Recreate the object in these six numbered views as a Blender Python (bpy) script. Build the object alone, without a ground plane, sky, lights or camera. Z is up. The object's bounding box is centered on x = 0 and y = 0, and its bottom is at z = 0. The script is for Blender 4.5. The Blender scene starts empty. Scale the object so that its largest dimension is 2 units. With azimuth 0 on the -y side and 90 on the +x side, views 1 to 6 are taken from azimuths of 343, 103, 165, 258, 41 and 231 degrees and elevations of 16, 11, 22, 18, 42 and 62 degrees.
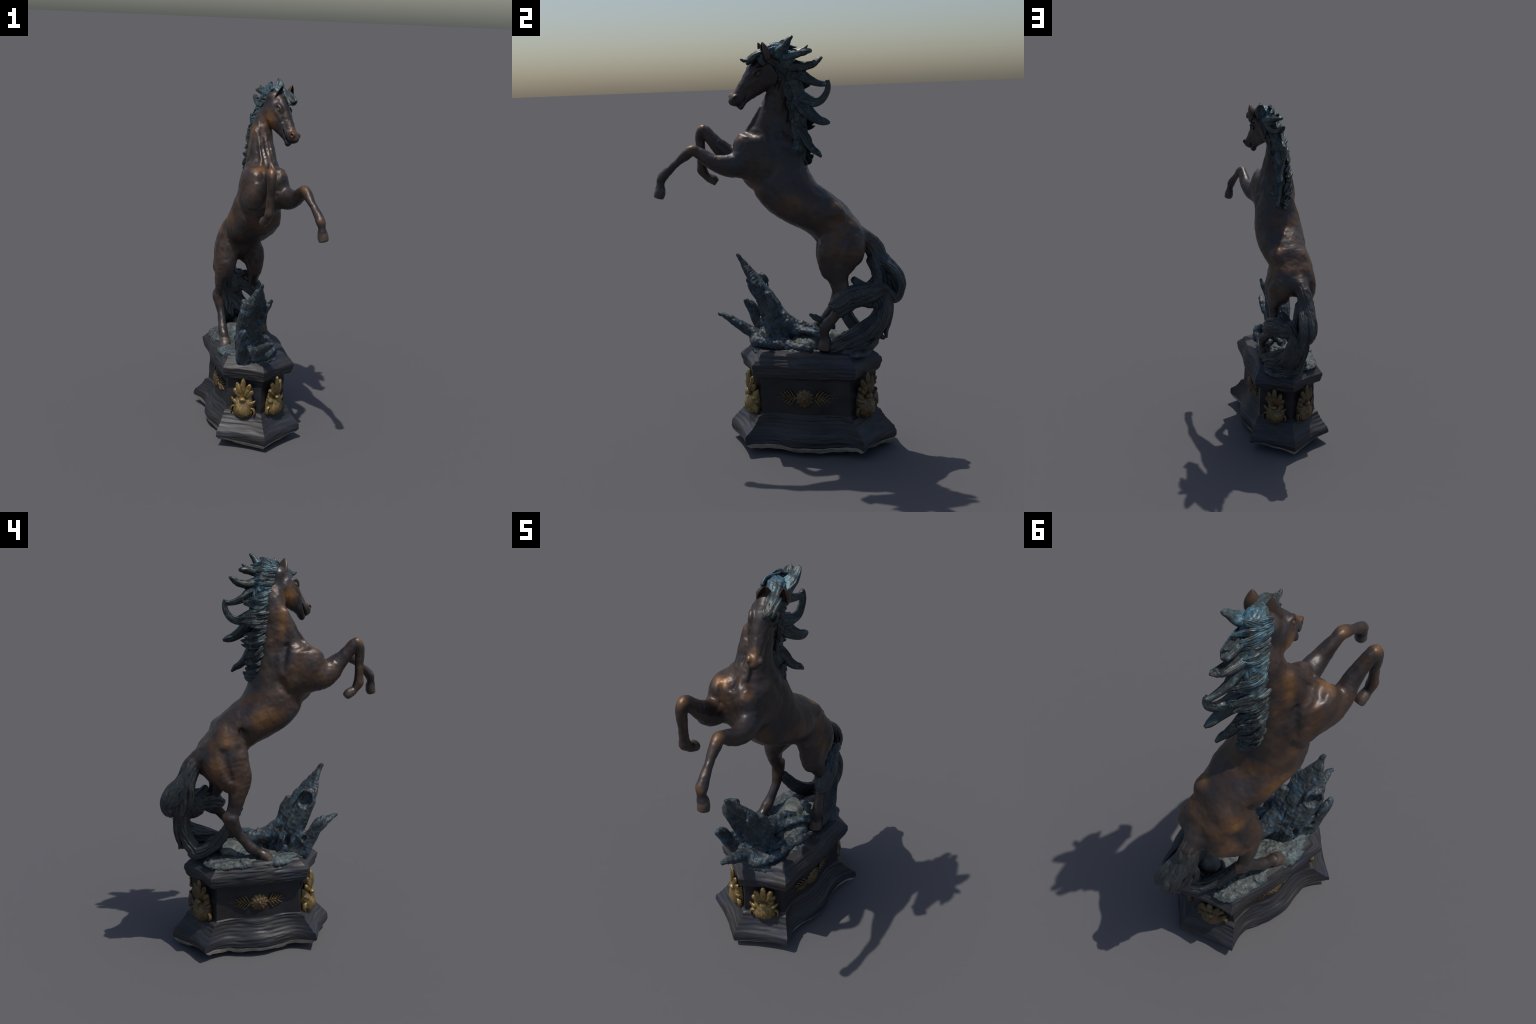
# Rearing bronze horse statuette on a moulded plinth -- built from swept implicit
# bodies (smooth blended limbs), lofted hair locks and a profiled plinth.
import bpy, math
import numpy as np
from mathutils import Vector

# ----------------------------------------------------------------------------- helpers
def nrm(v):
    v = np.asarray(v, float)
    return v / max(np.linalg.norm(v), 1e-9)

def hash3(ix, iy, iz, seed):
    h = (ix * 374761393 + iy * 668265263 + iz * 2147483647 + seed * 144665) & 0xffffffff
    h = ((h ^ (h >> 13)) * 1274126177) & 0xffffffff
    h = ((h ^ (h >> 16)) * 2246822519) & 0xffffffff
    return ((h ^ (h >> 15)) & 0xffffff) / float(0xffffff) * 2 - 1

def vnoise(P, freq, seed=0):
    Q = np.asarray(P, np.float64) * freq
    I = np.floor(Q).astype(np.int64); F = Q - I
    F = F * F * F * (F * (F * 6 - 15) + 10)
    out = 0
    for dx in (0, 1):
        wx = F[:, 0] if dx else 1 - F[:, 0]
        for dy in (0, 1):
            wy = F[:, 1] if dy else 1 - F[:, 1]
            for dz in (0, 1):
                wz = F[:, 2] if dz else 1 - F[:, 2]
                out = out + wx * wy * wz * hash3(I[:, 0] + dx, I[:, 1] + dy, I[:, 2] + dz, seed)
    return out

def fbm(P, freq, octaves=3, seed=0):
    a, s = 1.0, 0
    for o in range(octaves):
        s = s + a * vnoise(P, freq * 2 ** o, seed + o * 17)
        a *= 0.5
    return s

def catmull(rows, m=6):
    R = np.asarray(rows, float); n = len(R)
    if n == 2:
        t = np.linspace(0, 1, m + 1)[:, None]
        return R[0] * (1 - t) + R[1] * t
    out = []
    for i in range(n - 1):
        p1, p2 = R[i], R[i + 1]
        p0 = R[i - 1] if i > 0 else 2 * p1 - p2
        p3 = R[i + 2] if i + 2 < n else 2 * p2 - p1
        for j in range(m):
            t = j / m
            out.append(0.5 * (2 * p1 + (p2 - p0) * t + (2 * p0 - 5 * p1 + 4 * p2 - p3) * t * t + (3 * p1 - p0 - 3 * p2 + p3) * t ** 3))
    out.append(R[-1])
    return np.array(out)

# ----------------------------------------------------------------------------- implicit bodies
MARGIN = 0.045

class Sweep:
    """tube through stations (x, y, z, half width along `side`, half height)"""
    def __init__(self, rows, side=(1, 0, 0), m=4, end=None, groove=None, part=None, k=0.02, op='add'):
        st = catmull([list(r[:5]) for r in rows], m)
        self.C = st[:, :3]; self.rw = np.maximum(st[:, 3], .003); self.rh = np.maximum(st[:, 4], .003)
        n = len(self.C); self.n = n
        S0 = np.array([nrm(r[5]) if len(r) > 5 else nrm(side) for r in rows])
        S0 = catmull(S0, m)
        self.S = S0; self.end = end; self.groove = groove; self.part = part; self.k = k; self.op = op
        r = np.maximum(self.rw, self.rh)[:, None] + MARGIN
        self.lo = (self.C - r); self.hi = (self.C + r)
        self.L = np.concatenate([[0], np.cumsum(np.linalg.norm(np.diff(self.C, axis=0), axis=1))])
    def bbox(self):
        return self.lo.min(0), self.hi.max(0)
    def dist(self, P):
        out = np.full(len(P), 1.0)
        if self.groove: th = np.zeros(len(P)); ss = np.zeros(len(P))
        for i in range(self.n - 1):
            lo = np.minimum(self.lo[i], self.lo[i + 1]); hi = np.maximum(self.hi[i], self.hi[i + 1])
            idx = np.nonzero(((P >= lo) & (P <= hi)).all(1))[0]
            if not len(idx): continue
            A = self.C[i]; AB = self.C[i + 1] - A; l2 = AB @ AB
            if l2 < 1e-10: continue
            T = AB / math.sqrt(l2)
            d = P[idx] - A
            t = np.clip(d @ AB / l2, 0, 1)
            d = d - t[:, None] * AB
            S = nrm(self.S[i] - (self.S[i] @ T) * T); N = np.cross(T, S)
            rw = self.rw[i] * (1 - t) + self.rw[i + 1] * t
            rh = self.rh[i] * (1 - t) + self.rh[i + 1] * t
            re = np.minimum(rw, rh) if self.end is None else self.end
            a, b, c = d @ S, d @ N, d @ T
            k0 = np.sqrt((a / rw) ** 2 + (b / rh) ** 2 + (c / re) ** 2)
            k1 = np.sqrt((a / rw ** 2) ** 2 + (b / rh ** 2) ** 2 + (c / re ** 2) ** 2) + 1e-6
            v = k0 * (k0 - 1) / k1
            v = np.where(k0 < 1e-3, -np.minimum(rw, rh), v)
            up = v < out[idx]
            j = idx[up]; out[j] = v[up]
            if self.groove:
                th[j] = np.arctan2(b[up] / rh[up], a[up] / rw[up]); ss[j] = self.L[i] + t[up] * math.sqrt(l2)
        if self.groove:
            near = np.nonzero(np.abs(out) < 0.05)[0]
            if len(near):
                W = vnoise(P[near], 20, 7) + .5 * vnoise(P[near], 48, 11)
                for amp, nn, tw, seed in self.groove:
                    ph = nn * th[near] + tw * ss[near] + (1.0 + .13 * nn) * W + seed
                    out[near] += amp * (.55 - 1.25 * np.abs(np.sin(ph * .5)) ** .6 )
        return out

class Blob:
    """ellipsoid with optional axes"""
    def __init__(self, c, r, axes=None, part=None, k=0.02, op='add'):
        self.c = np.array(c, float); self.r = np.array(r, float)
        A = np.eye(3)
        if axes is not None:
            x = nrm(axes[0]); y = np.array(axes[1], float); y = nrm(y - (y @ x) * x); A = np.array([x, y, np.cross(x, y)])
        self.A = A; self.part = part; self.k = k; self.op = op
    def bbox(self):
        e = np.abs(self.A.T) @ self.r + MARGIN
        return self.c - e, self.c + e
    def dist(self, P):
        q = (P - self.c) @ self.A.T
        k0 = np.linalg.norm(q / self.r, axis=1); k1 = np.linalg.norm(q / self.r ** 2, axis=1) + 1e-6
        return np.where(k0 < 1e-3, -self.r.min(), k0 * (k0 - 1) / k1)

def field(prims, disp=None):
    def f(P):
        out = np.full(len(P), 1.0)
        for p in prims:
            lo, hi = p.bbox()
            idx = np.nonzero(((P >= lo) & (P <= hi)).all(1))[0]
            if not len(idx): continue
            d = p.dist(P[idx]); a = out[idx]; k = p.k
            if p.op == 'sub':
                b = -d
                h = np.clip(.5 - .5 * (b - a) / k, 0, 1)
                out[idx] = a * h + b * (1 - h) + k * h * (1 - h)
            else:
                h = np.clip(.5 + .5 * (d - a) / k, 0, 1)
                out[idx] = d * (1 - h) + a * h - k * h * (1 - h)
        if disp is not None:
            near = np.nonzero(np.abs(out) < 0.06)[0]
            if len(near): out[near] += disp(P[near])
        return out
    return f

def surface_nets(f, lo, hi, h):
    lo = np.array(lo, float); hi = np.array(hi, float); B = 6
    nb = np.ceil((hi - lo) / (h * B)).astype(int); n = nb * B + 1
    g = [lo[a] + np.arange(nb[a] + 1) * h * B for a in range(3)]
    G = np.stack(np.meshgrid(*g, indexing='ij'), -1).reshape(-1, 3)
    cv = f(G).reshape(nb + 1)
    near = np.abs(cv) < h * B * 1.6
    act = np.zeros(nb, bool); sg = cv < 0
    for dx in (0, 1):
        for dy in (0, 1):
            for dz in (0, 1):
                act |= near[dx:nb[0] + dx, dy:nb[1] + dy, dz:nb[2] + dz]
    V = np.ones(n, np.float32)
    V[:-1, :-1, :-1] = np.where(np.repeat(np.repeat(np.repeat(sg[:-1, :-1, :-1], B, 0), B, 1), B, 2), -1, 1)
    cells = np.argwhere(act)
    off = np.stack(np.meshgrid(*[np.arange(B + 1)] * 3, indexing='ij'), -1).reshape(-1, 3)
    mask = np.zeros(n, bool)
    for o in off:
        q = cells * B + o; mask[q[:, 0], q[:, 1], q[:, 2]] = True
    I = np.argwhere(mask)
    for s in range(0, len(I), 400000):
        q = I[s:s + 400000]
        V[q[:, 0], q[:, 1], q[:, 2]] = f(lo + q * h)
    neg = V < 0
    c = np.zeros(np.array(n) - 1, np.int8)
    for dx in (0, 1):
        for dy in (0, 1):
            for dz in (0, 1):
                c += neg[dx:n[0] - 1 + dx, dy:n[1] - 1 + dy, dz:n[2] - 1 + dz]
    cell = np.argwhere((c > 0) & (c < 8))
    vid = np.full(c.shape, -1, np.int32); vid[tuple(cell.T)] = np.arange(len(cell))
    acc = np.zeros((len(cell), 3)); cnt = np.zeros(len(cell))
    corners = [(x, y, z) for x in (0, 1) for y in (0, 1) for z in (0, 1)]
    vals = {o: V[cell[:, 0] + o[0], cell[:, 1] + o[1], cell[:, 2] + o[2]].astype(float) for o in corners}
    for o in corners:
        for a in range(3):
            if o[a]: continue
            e = list(o); e[a] = 1; e = tuple(e)
            v0, v1 = vals[o], vals[e]
            x = (v0 < 0) != (v1 < 0)
            t = v0[x] / (v0[x] - v1[x])
            p = np.tile(np.array(o, float), (x.sum(), 1)); p[:, a] = t
            acc[x] += p; cnt[x] += 1
    verts = lo + (cell + acc / np.maximum(cnt, 1)[:, None]) * h
    faces = []
    for a in range(3):
        b, d = (a + 1) % 3, (a + 2) % 3
        sl0 = [slice(None)] * 3; sl1 = [slice(None)] * 3
        sl0[a] = slice(0, -1); sl1[a] = slice(1, None)
        ch = neg[tuple(sl0)] != neg[tuple(sl1)]
        E_ = np.argwhere(ch)
        ok = (E_[:, b] > 0) & (E_[:, d] > 0) & (E_[:, b] < n[b] - 1) & (E_[:, d] < n[d] - 1)
        E_ = E_[ok]
        q = []
        for ob, od in ((1, 1), (0, 1), (0, 0), (1, 0)):
            s = E_.copy(); s[:, b] -= ob; s[:, d] -= od
            q.append(vid[s[:, 0], s[:, 1], s[:, 2]])
        q = np.stack(q, 1)
        flip = ~neg[E_[:, 0], E_[:, 1], E_[:, 2]]
        q[flip] = q[flip][:, ::-1]
        faces.append(q)
    return verts, np.concatenate(faces)

def vnormals(V, F):
    fn = np.cross(V[F[:, 2]] - V[F[:, 0]], V[F[:, 3]] - V[F[:, 1]])
    N = np.zeros_like(V)
    for i in range(4): np.add.at(N, F[:, i], fn)
    return N / np.maximum(np.linalg.norm(N, axis=1), 1e-12)[:, None]

def relax(V, F, it=1, lam=.5):
    for _ in range(it):
        acc = np.zeros_like(V); cnt = np.zeros(len(V))
        for i in range(4):
            a, b = F[:, i], F[:, (i + 1) % 4]
            np.add.at(acc, a, V[b]); np.add.at(cnt, a, 1)
            np.add.at(acc, b, V[a]); np.add.at(cnt, b, 1)
        V = V + lam * (acc / np.maximum(cnt, 1)[:, None] - V)
    return V

# ----------------------------------------------------------------------------- scene helpers
def link(ob, parent=None):
    bpy.context.scene.collection.objects.link(ob)
    if parent is not None: ob.parent = parent
    return ob

def quad_mesh(name, V, F, mat, smooth=True, normals=None):
    me = bpy.data.meshes.new(name)
    V = np.asarray(V, np.float32); F = np.asarray(F, np.int32)
    k = F.shape[1]
    me.vertices.add(len(V)); me.vertices.foreach_set('co', V.ravel())
    me.loops.add(F.size); me.loops.foreach_set('vertex_index', F.ravel())
    me.polygons.add(len(F)); me.polygons.foreach_set('loop_start', np.arange(len(F), dtype=np.int32) * k)
    me.update(calc_edges=True)
    me.polygons.foreach_set('use_smooth', np.full(len(F), smooth))
    if normals is not None:
        me.normals_split_custom_set_from_vertices([tuple(x) for x in normals])
    me.materials.append(mat)
    return me

def obj(name, me, parent, kind=None):
    o = bpy.data.objects.new(name, me); link(o, parent)
    if kind: o['kind'] = kind
    return o

def empty(name, parent=None):
    o = bpy.data.objects.new(name, None); o.empty_display_size = .05
    return link(o, parent)

class Acc:
    """collects quads/tris of several pieces into one mesh"""
    def __init__(s): s.V = []; s.F = []; s.n = 0
    def add(s, V, F):
        s.V.append(np.asarray(V, float)); s.F += [tuple(int(i) + s.n for i in f) for f in F]; s.n += len(V)
    def mesh(s, name, mat, smooth=True, angle=None):
        me = bpy.data.meshes.new(name)
        me.from_pydata([tuple(v) for v in np.concatenate(s.V)], [], s.F); me.update()
        me.polygons.foreach_set('use_smooth', np.full(len(me.polygons), smooth))
        if angle is not None: me.set_sharp_from_angle(angle=math.radians(angle))
        me.materials.append(mat)
        return me

# ----------------------------------------------------------------------------- materials
class Mat:
    def __init__(s, name):
        s.m = bpy.data.materials.new(name); s.m.use_nodes = True
        s.nt = s.m.node_tree; s.N = s.nt.nodes; s.L = s.nt.links
        s.b = s.N['Principled BSDF']
        s.tc = s.N.new('ShaderNodeTexCoord')
    def noise(s, scale, detail=3, rough=.55, dist=0.0, vec=None, sc=None):
        n = s.N.new('ShaderNodeTexNoise'); n.inputs['Scale'].default_value = scale
        n.inputs['Detail'].default_value = detail; n.inputs['Roughness'].default_value = rough; n.inputs['Distortion'].default_value = dist
        v = vec if vec is not None else s.tc.outputs['Object']
        if sc is not None:
            mp = s.N.new('ShaderNodeMapping'); mp.inputs['Scale'].default_value = sc; s.L.new(v, mp.inputs['Vector']); v = mp.outputs['Vector']
        s.L.new(v, n.inputs['Vector'])
        return n.outputs['Fac']
    def ramp(s, fac, stops):
        r = s.N.new('ShaderNodeValToRGB'); e = r.color_ramp.elements
        while len(e) < len(stops): e.new(.5)
        for el, (p, c) in zip(e, stops):
            el.position = p; el.color = (c, c, c, 1) if isinstance(c, (int, float)) else (*c, 1)
        s.L.new(fac, r.inputs['Fac'])
        return r.outputs['Color']
    def mix(s, fac, a, b, mode='MIX'):
        x = s.N.new('ShaderNodeMix'); x.data_type = 'RGBA'; x.blend_type = mode
        for sock, v in ((x.inputs['Factor'], fac), (x.inputs['A'], a), (x.inputs['B'], b)):
            if isinstance(v, (int, float)): sock.default_value = v
            elif isinstance(v, tuple): sock.default_value = (*v, 1)
            else: s.L.new(v, sock)
        return x.outputs['Result']
    def math(s, op, a, b=None):
        x = s.N.new('ShaderNodeMath'); x.operation = op; x.use_clamp = False
        for sock, v in zip(x.inputs, (a, b)):
            if v is None: continue
            if isinstance(v, (int, float)): sock.default_value = v
            else: s.L.new(v, sock)
        return x.outputs[0]
    def spot(s, c, r, soft=1.0):
        """soft ellipsoidal patch mask round a place on the object"""
        mp = s.N.new('ShaderNodeMapping'); mp.vector_type = 'POINT'
        mp.inputs['Location'].default_value = tuple(-a / b for a, b in zip(c, r))
        mp.inputs['Scale'].default_value = tuple(1 / b for b in r)
        s.L.new(s.tc.outputs['Object'], mp.inputs['Vector'])
        ln = s.N.new('ShaderNodeVectorMath'); ln.operation = 'LENGTH'; s.L.new(mp.outputs['Vector'], ln.inputs[0])
        mr = s.N.new('ShaderNodeMapRange'); mr.interpolation_type = 'SMOOTHSTEP'
        mr.inputs['From Min'].default_value = 1.0; mr.inputs['From Max'].default_value = max(0.0, 1 - soft)
        s.L.new(ln.outputs['Value'], mr.inputs['Value'])
        return mr.outputs['Result']
    def finish(s, col, rough, metal=0.0, bump=None, bstr=.2, bdist=.004, spec=.5):
        for k, v in (('Base Color', col), ('Roughness', rough), ('Metallic', metal)):
            if isinstance(v, (int, float)): s.b.inputs[k].default_value = v
            elif isinstance(v, tuple): s.b.inputs[k].default_value = (*v, 1)
            else: s.L.new(v, s.b.inputs[k])
        s.b.inputs['Specular IOR Level'].default_value = spec
        if bump is not None:
            b = s.N.new('ShaderNodeBump'); b.inputs['Strength'].default_value = bstr; b.inputs['Distance'].default_value = bdist
            s.L.new(bump, b.inputs['Height']); s.L.new(b.outputs['Normal'], s.b.inputs['Normal'])
        return s.m

def mat_bronze():
    m = Mat('bronze_brown')
    n1 = m.noise(4.2, 3, .5, .6); n2 = m.noise(9, 4, .6, .4); n3 = m.noise(60, 4, .65)
    n4 = m.noise(5.5, 3, .5, .8, sc=(1, 1.6, 1.2))
    col = m.ramp(n2, [(.30, (.024, .021, .022)), (.5, (.040, .028, .024)), (.72, (.066, .038, .026))])
    col = m.mix(m.ramp(n1, [(.50, 0.0), (.72, .75)]), col, (.140, .066, .023))
    col = m.mix(m.ramp(n4, [(.50, 0.0), (.72, .75)]), col, (.028, .031, .042))
    # worn golden-brown patches: flank, hip, cheek, thigh, brow and muzzle, chest, knees
    w = None
    for c, r, a in [((-.14, .06, 1.24), (.07, .12, .09), .85), ((-.13, .26, 1.14), (.07, .07, .07), .75), ((0.015, -.085, 1.80), (.060, .068, .075), 1.0),
                    ((-.14, .31, 1.02), (.08, .08, .08), .55), ((.14, .05, 1.22), (.06, .12, .09), .35), ((-.065, -.03, 1.70), (.04, .035, .16), .85), ((-.10, -.10, 1.47), (.06, .08, .05), .5), ((-.02, -.24, 1.50), (.06, .05, .07), .35),
                    ((-.06, -.20, 1.555), (.07, .05, .03), .8), ((.08, -.20, 1.545), (.05, .05, .03), .6),
                    ((.122, -.20, 1.755), (.05, .05, .05), .6), ((-.06, -.42, 1.59), (.05, .04, .04), .7), ((.116, -.42, 1.50), (.05, .04, .04), .7),
                    ((.154, -.57, 1.37), (.04, .03, .03), .6), ((-.17, .18, 1.03), (.06, .06, .10), .35), ((.05, .27, 1.22), (.06, .05, .04), .5),
                    ((-.15, .21, .90), (.06, .06, .12), .3)]:
        q = m.math('MULTIPLY', m.spot(c, r, 1.0), a)
        w = q if w is None else m.math('MAXIMUM', w, q)
    w = m.math('MULTIPLY', w, m.ramp(m.noise(14, 3, .6), [(.3, .45), (.65, 1.0)]))
    col = m.mix(w, col, (.29, .135, .038))
    col = m.mix(m.ramp(n3, [(.35, .35), (.6, 0.0)]), col, (.03, .024, .022))
    rough = m.ramp(n2, [(.3, .36), (.7, .50)])
    return m.finish(col, rough, .3, m.noise(38, 3, .6), .18, .003, .6)

def mat_hair():
    m = Mat('verdigris_hair')
    n1 = m.noise(9, 4, .6, .5); n2 = m.noise(30, 4, .65, .8); n3 = m.noise(95, 3, .6)
    col = m.ramp(n1, [(.3, (.016, .019, .023)), (.52, (.030, .035, .036)), (.7, (.038, .056, .062))])
    col = m.mix(m.ramp(n2, [(.52, 0.0), (.66, .75)]), col, (.075, .135, .150))
    col = m.mix(m.ramp(n3, [(.56, 0.0), (.70, .65)]), col, (.17, .15, .085))
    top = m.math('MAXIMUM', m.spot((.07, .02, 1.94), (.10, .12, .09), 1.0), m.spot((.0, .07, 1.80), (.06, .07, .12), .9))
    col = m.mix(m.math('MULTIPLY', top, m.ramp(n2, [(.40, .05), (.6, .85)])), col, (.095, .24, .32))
    return m.finish(col, m.ramp(n2, [(.3, .36), (.7, .55)]), .15, m.noise(120, 3, .6), .35, .003, .5)

def mat_tail():
    m = Mat('dark_verdigris_tail')
    n1 = m.noise(9, 4, .6, .5); n2 = m.noise(24, 4, .6, .6); n3 = m.noise(80, 3, .6)
    col = m.ramp(n1, [(.3, (.020, .023, .028)), (.52, (.032, .036, .038)), (.7, (.040, .050, .052))])
    col = m.mix(m.ramp(n2, [(.56, 0.0), (.74, .6)]), col, (.045, .090, .125))
    col = m.mix(m.ramp(n3, [(.56, 0.0), (.72, .5)]), col, (.12, .095, .052))
    col = m.mix(m.math('MULTIPLY', m.spot((-.05, .40, 1.05), (.09, .09, .11), 1.0), .95), col, (.075, .046, .030))
    return m.finish(col, m.ramp(n2, [(.3, .38), (.7, .55)]), .15, m.noise(110, 3, .6), .3, .003, .5)

def mat_stump():
    m = Mat('patinated_wood')
    n1 = m.noise(7, 4, .6, .5); n2 = m.noise(22, 4, .65, .5); n3 = m.noise(75, 4, .65)
    col = m.ramp(n1, [(.32, (.020, .024, .030)), (.52, (.036, .044, .050)), (.70, (.050, .062, .062))])
    col = m.mix(m.ramp(n2, [(.50, 0.0), (.68, .75)]), col, (.050, .120, .185))
    col = m.mix(m.ramp(n3, [(.56, 0.0), (.72, .6)]), col, (.14, .17, .16))
    return m.finish(col, m.ramp(n2, [(.3, .45), (.7, .62)]), .05, m.noise(70, 4, .65), .4, .004, .4)

def mat_rock():
    m = Mat('mossy_blue_rock')
    n1 = m.noise(8, 4, .6, .5); n2 = m.noise(40, 5, .7, .3); n3 = m.noise(130, 3, .6)
    col = m.ramp(n1, [(.3, (.020, .024, .029)), (.5, (.044, .050, .049)), (.7, (.040, .070, .084))])
    col = m.mix(m.ramp(n2, [(.50, 0.0), (.66, .75)]), col, (.095, .150, .170))
    col = m.mix(m.ramp(n3, [(.55, 0.0), (.7, .6)]), col, (.20, .165, .115))
    return m.finish(col, .6, .05, n2, .5, .005, .4)

def mat_stone():
    m = Mat('grey_stone')
    n1 = m.noise(16, 4, .6, .5); n2 = m.noise(60, 4, .65)
    col = m.ramp(n1, [(.3, (.055, .062, .060)), (.55, (.095, .108, .105)), (.75, (.130, .150, .148))])
    col = m.mix(m.ramp(n2, [(.55, 0.0), (.72, .5)]), col, (.06, .11, .13))
    return m.finish(col, .55, 0.0, n2, .4, .004, .4)

def mat_plinth():
    m = Mat('streaked_black_wood')
    n1 = m.noise(5, 3, .55, .4, sc=(1.2, 1.2, 9)); n2 = m.noise(9, 4, .6, .8, sc=(1, 1, 14)); n3 = m.noise(7, 3, .5, .5)
    col = m.ramp(n1, [(.3, (.013, .013, .016)), (.55, (.024, .023, .025)), (.75, (.042, .040, .042))])
    col = m.mix(m.ramp(n2, [(.56, 0.0), (.72, .65)]), col, (.068, .066, .068))
    col = m.mix(m.ramp(n3, [(.5, 0.0), (.7, .5)]), col, (.022, .030, .055))
    return m.finish(col, m.ramp(n2, [(.3, .44), (.7, .62)]), .0, n2, .30, .004, .45)

def mat_panel():
    m = Mat('dull_black_panel')
    n1 = m.noise(9, 4, .6, .5); n3 = m.noise(6, 3, .5, .5)
    col = m.ramp(n1, [(.3, (.012, .012, .014)), (.6, (.020, .019, .021)), (.8, (.032, .029, .029))])
    col = m.mix(m.ramp(n3, [(.55, 0.0), (.75, .5)]), col, (.018, .026, .045))
    return m.finish(col, .5, 0.0, n1, .15, .003, .4)

def mat_plaster():
    m = Mat('bare_plaster_rim')
    n1 = m.noise(18, 4, .6)
    return m.finish(m.ramp(n1, [(.3, (.20, .165, .135)), (.6, (.34, .30, .255)), (.8, (.42, .38, .34))]), .8, 0.0, m.noise(50, 4, .6), .4, .005, .2)

def mat_gold():
    m = Mat('antique_gold')
    n1 = m.noise(24, 4, .6, .4); n2 = m.noise(70, 4, .65)
    col = m.ramp(n1, [(.3, (.15, .095, .035)), (.55, (.29, .20, .075)), (.75, (.40, .31, .13))])
    col = m.mix(m.ramp(n2, [(.36, .75), (.52, 0.0)]), col, (.06, .04, .02))
    return m.finish(col, .42, .45, n2, .25, .002, .5)

def mat_dull_gold():
    m = Mat('tarnished_gold')
    n1 = m.noise(24, 4, .6, .4); n2 = m.noise(70, 4, .65)
    col = m.ramp(n1, [(.3, (.075, .046, .022)), (.55, (.145, .095, .040)), (.75, (.21, .145, .065))])
    col = m.mix(m.ramp(n2, [(.36, .75), (.52, 0.0)]), col, (.045, .03, .018))
    return m.finish(col, .45, .35, n2, .25, .002, .5)

def mat_plain(name, c, r=.5):
    m = Mat(name); n = m.noise(40, 3, .6)
    return m.finish(m.ramp(n, [(.3, tuple(x * .7 for x in c)), (.7, c)]), r)

BRONZE, HAIR, TAIL, STUMP, ROCK, STONE = mat_bronze(), mat_hair(), mat_tail(), mat_stump(), mat_rock(), mat_stone()
PLINTH, PANEL, PLASTER, GOLD, DULLGOLD = mat_plinth(), mat_panel(), mat_plaster(), mat_gold(), mat_dull_gold()
HOOF = mat_plain('horn_hoof', (.070, .050, .038), .42)
EYE = mat_plain('bronze_eye', (.10, .075, .05), .25)
DARKEAR = BRONZE

statue = empty('horse_statue')
statue['label'] = 'rearing bronze horse on dark moulded plinth with tree stump'
statue['category'] = 'horse statue'

# ----------------------------------------------------------------------------- horse body
X = (1, 0, 0)
prims = []
def add(p): prims.append(p); return p

# trunk: croup -> loin -> barrel -> girth -> chest
add(Sweep([(-.038, .335, 1.020, .076, .072), (-.034, .293, 1.041, .092, .086), (-.028, .252, 1.088, .100, .094), (-.018, .214, 1.137, .112, .106), (-.007, .144, 1.187, .131, .111),
           (-.004, .075, 1.230, .138, .119), (-.004, .014, 1.294, .131, .137), (-.003, -.031, 1.378, .115, .149), (-.005, -.069, 1.428, .108, .156), (-.008, -.058, 1.488, .092, .150)],
          part='torso', k=.02, m=8))
# neck
add(Sweep([(-.006, -.078, 1.49, .092, .126), (-.006, -.054, 1.556, .078, .092), (-.007, -.040, 1.617, .066, .074), (-.005, -.022, 1.678, .059, .062), (.002, -.010, 1.738, .053, .054),
           (.025, -.008, 1.80, .049, .054), (.052, -.012, 1.850, .044, .050), (.075, -.026, 1.878, .036, .040)], part='neck', k=.03))
add(Sweep([(-.016, .050, 1.40, .055, .055), (-.022, .050, 1.47, .048, .046), (-.026, .042, 1.55, .040, .042), (-.024, .034, 1.64, .034, .038), (-.012, .026, 1.72, .032, .036), (.014, .012, 1.80, .034, .036), (.044, -.006, 1.852, .030, .030)], part='neck', k=.035))
# head in its own frame: F along the face, U out of the face, S to the horse's left
HS = nrm((.80, .56, -.20)); HF = np.array((.18, -.60, -.78)); HF = nrm(HF - (HF @ HS) * HS); HU = -np.cross(HS, HF)
HO = np.array((.106, -.116, 1.870))
if HU[2] < 0: HU = -HU
def hp(f, u, s=0.0): return HO + f * HF + u * HU + s * HS
def hrow(f, top, bot, w, s=0.0):
    c = hp(f, (top + bot) / 2, s); return (*c, w, (top - bot) / 2, HS)
add(Sweep([hrow(-.085, -.012, -.115, .044), hrow(-.045, .000, -.132, .048), hrow(0, .002, -.142, .047), hrow(.035, -.002, -.138, .044, -.002), hrow(.07, -.007, -.123, .038, -.003),
           hrow(.105, -.010, -.108, .033, -.003), hrow(.135, -.008, -.094, .030, -.002), hrow(.158, -.006, -.076, .028), hrow(.172, -.010, -.056, .024)], part='head', k=.02))
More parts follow.
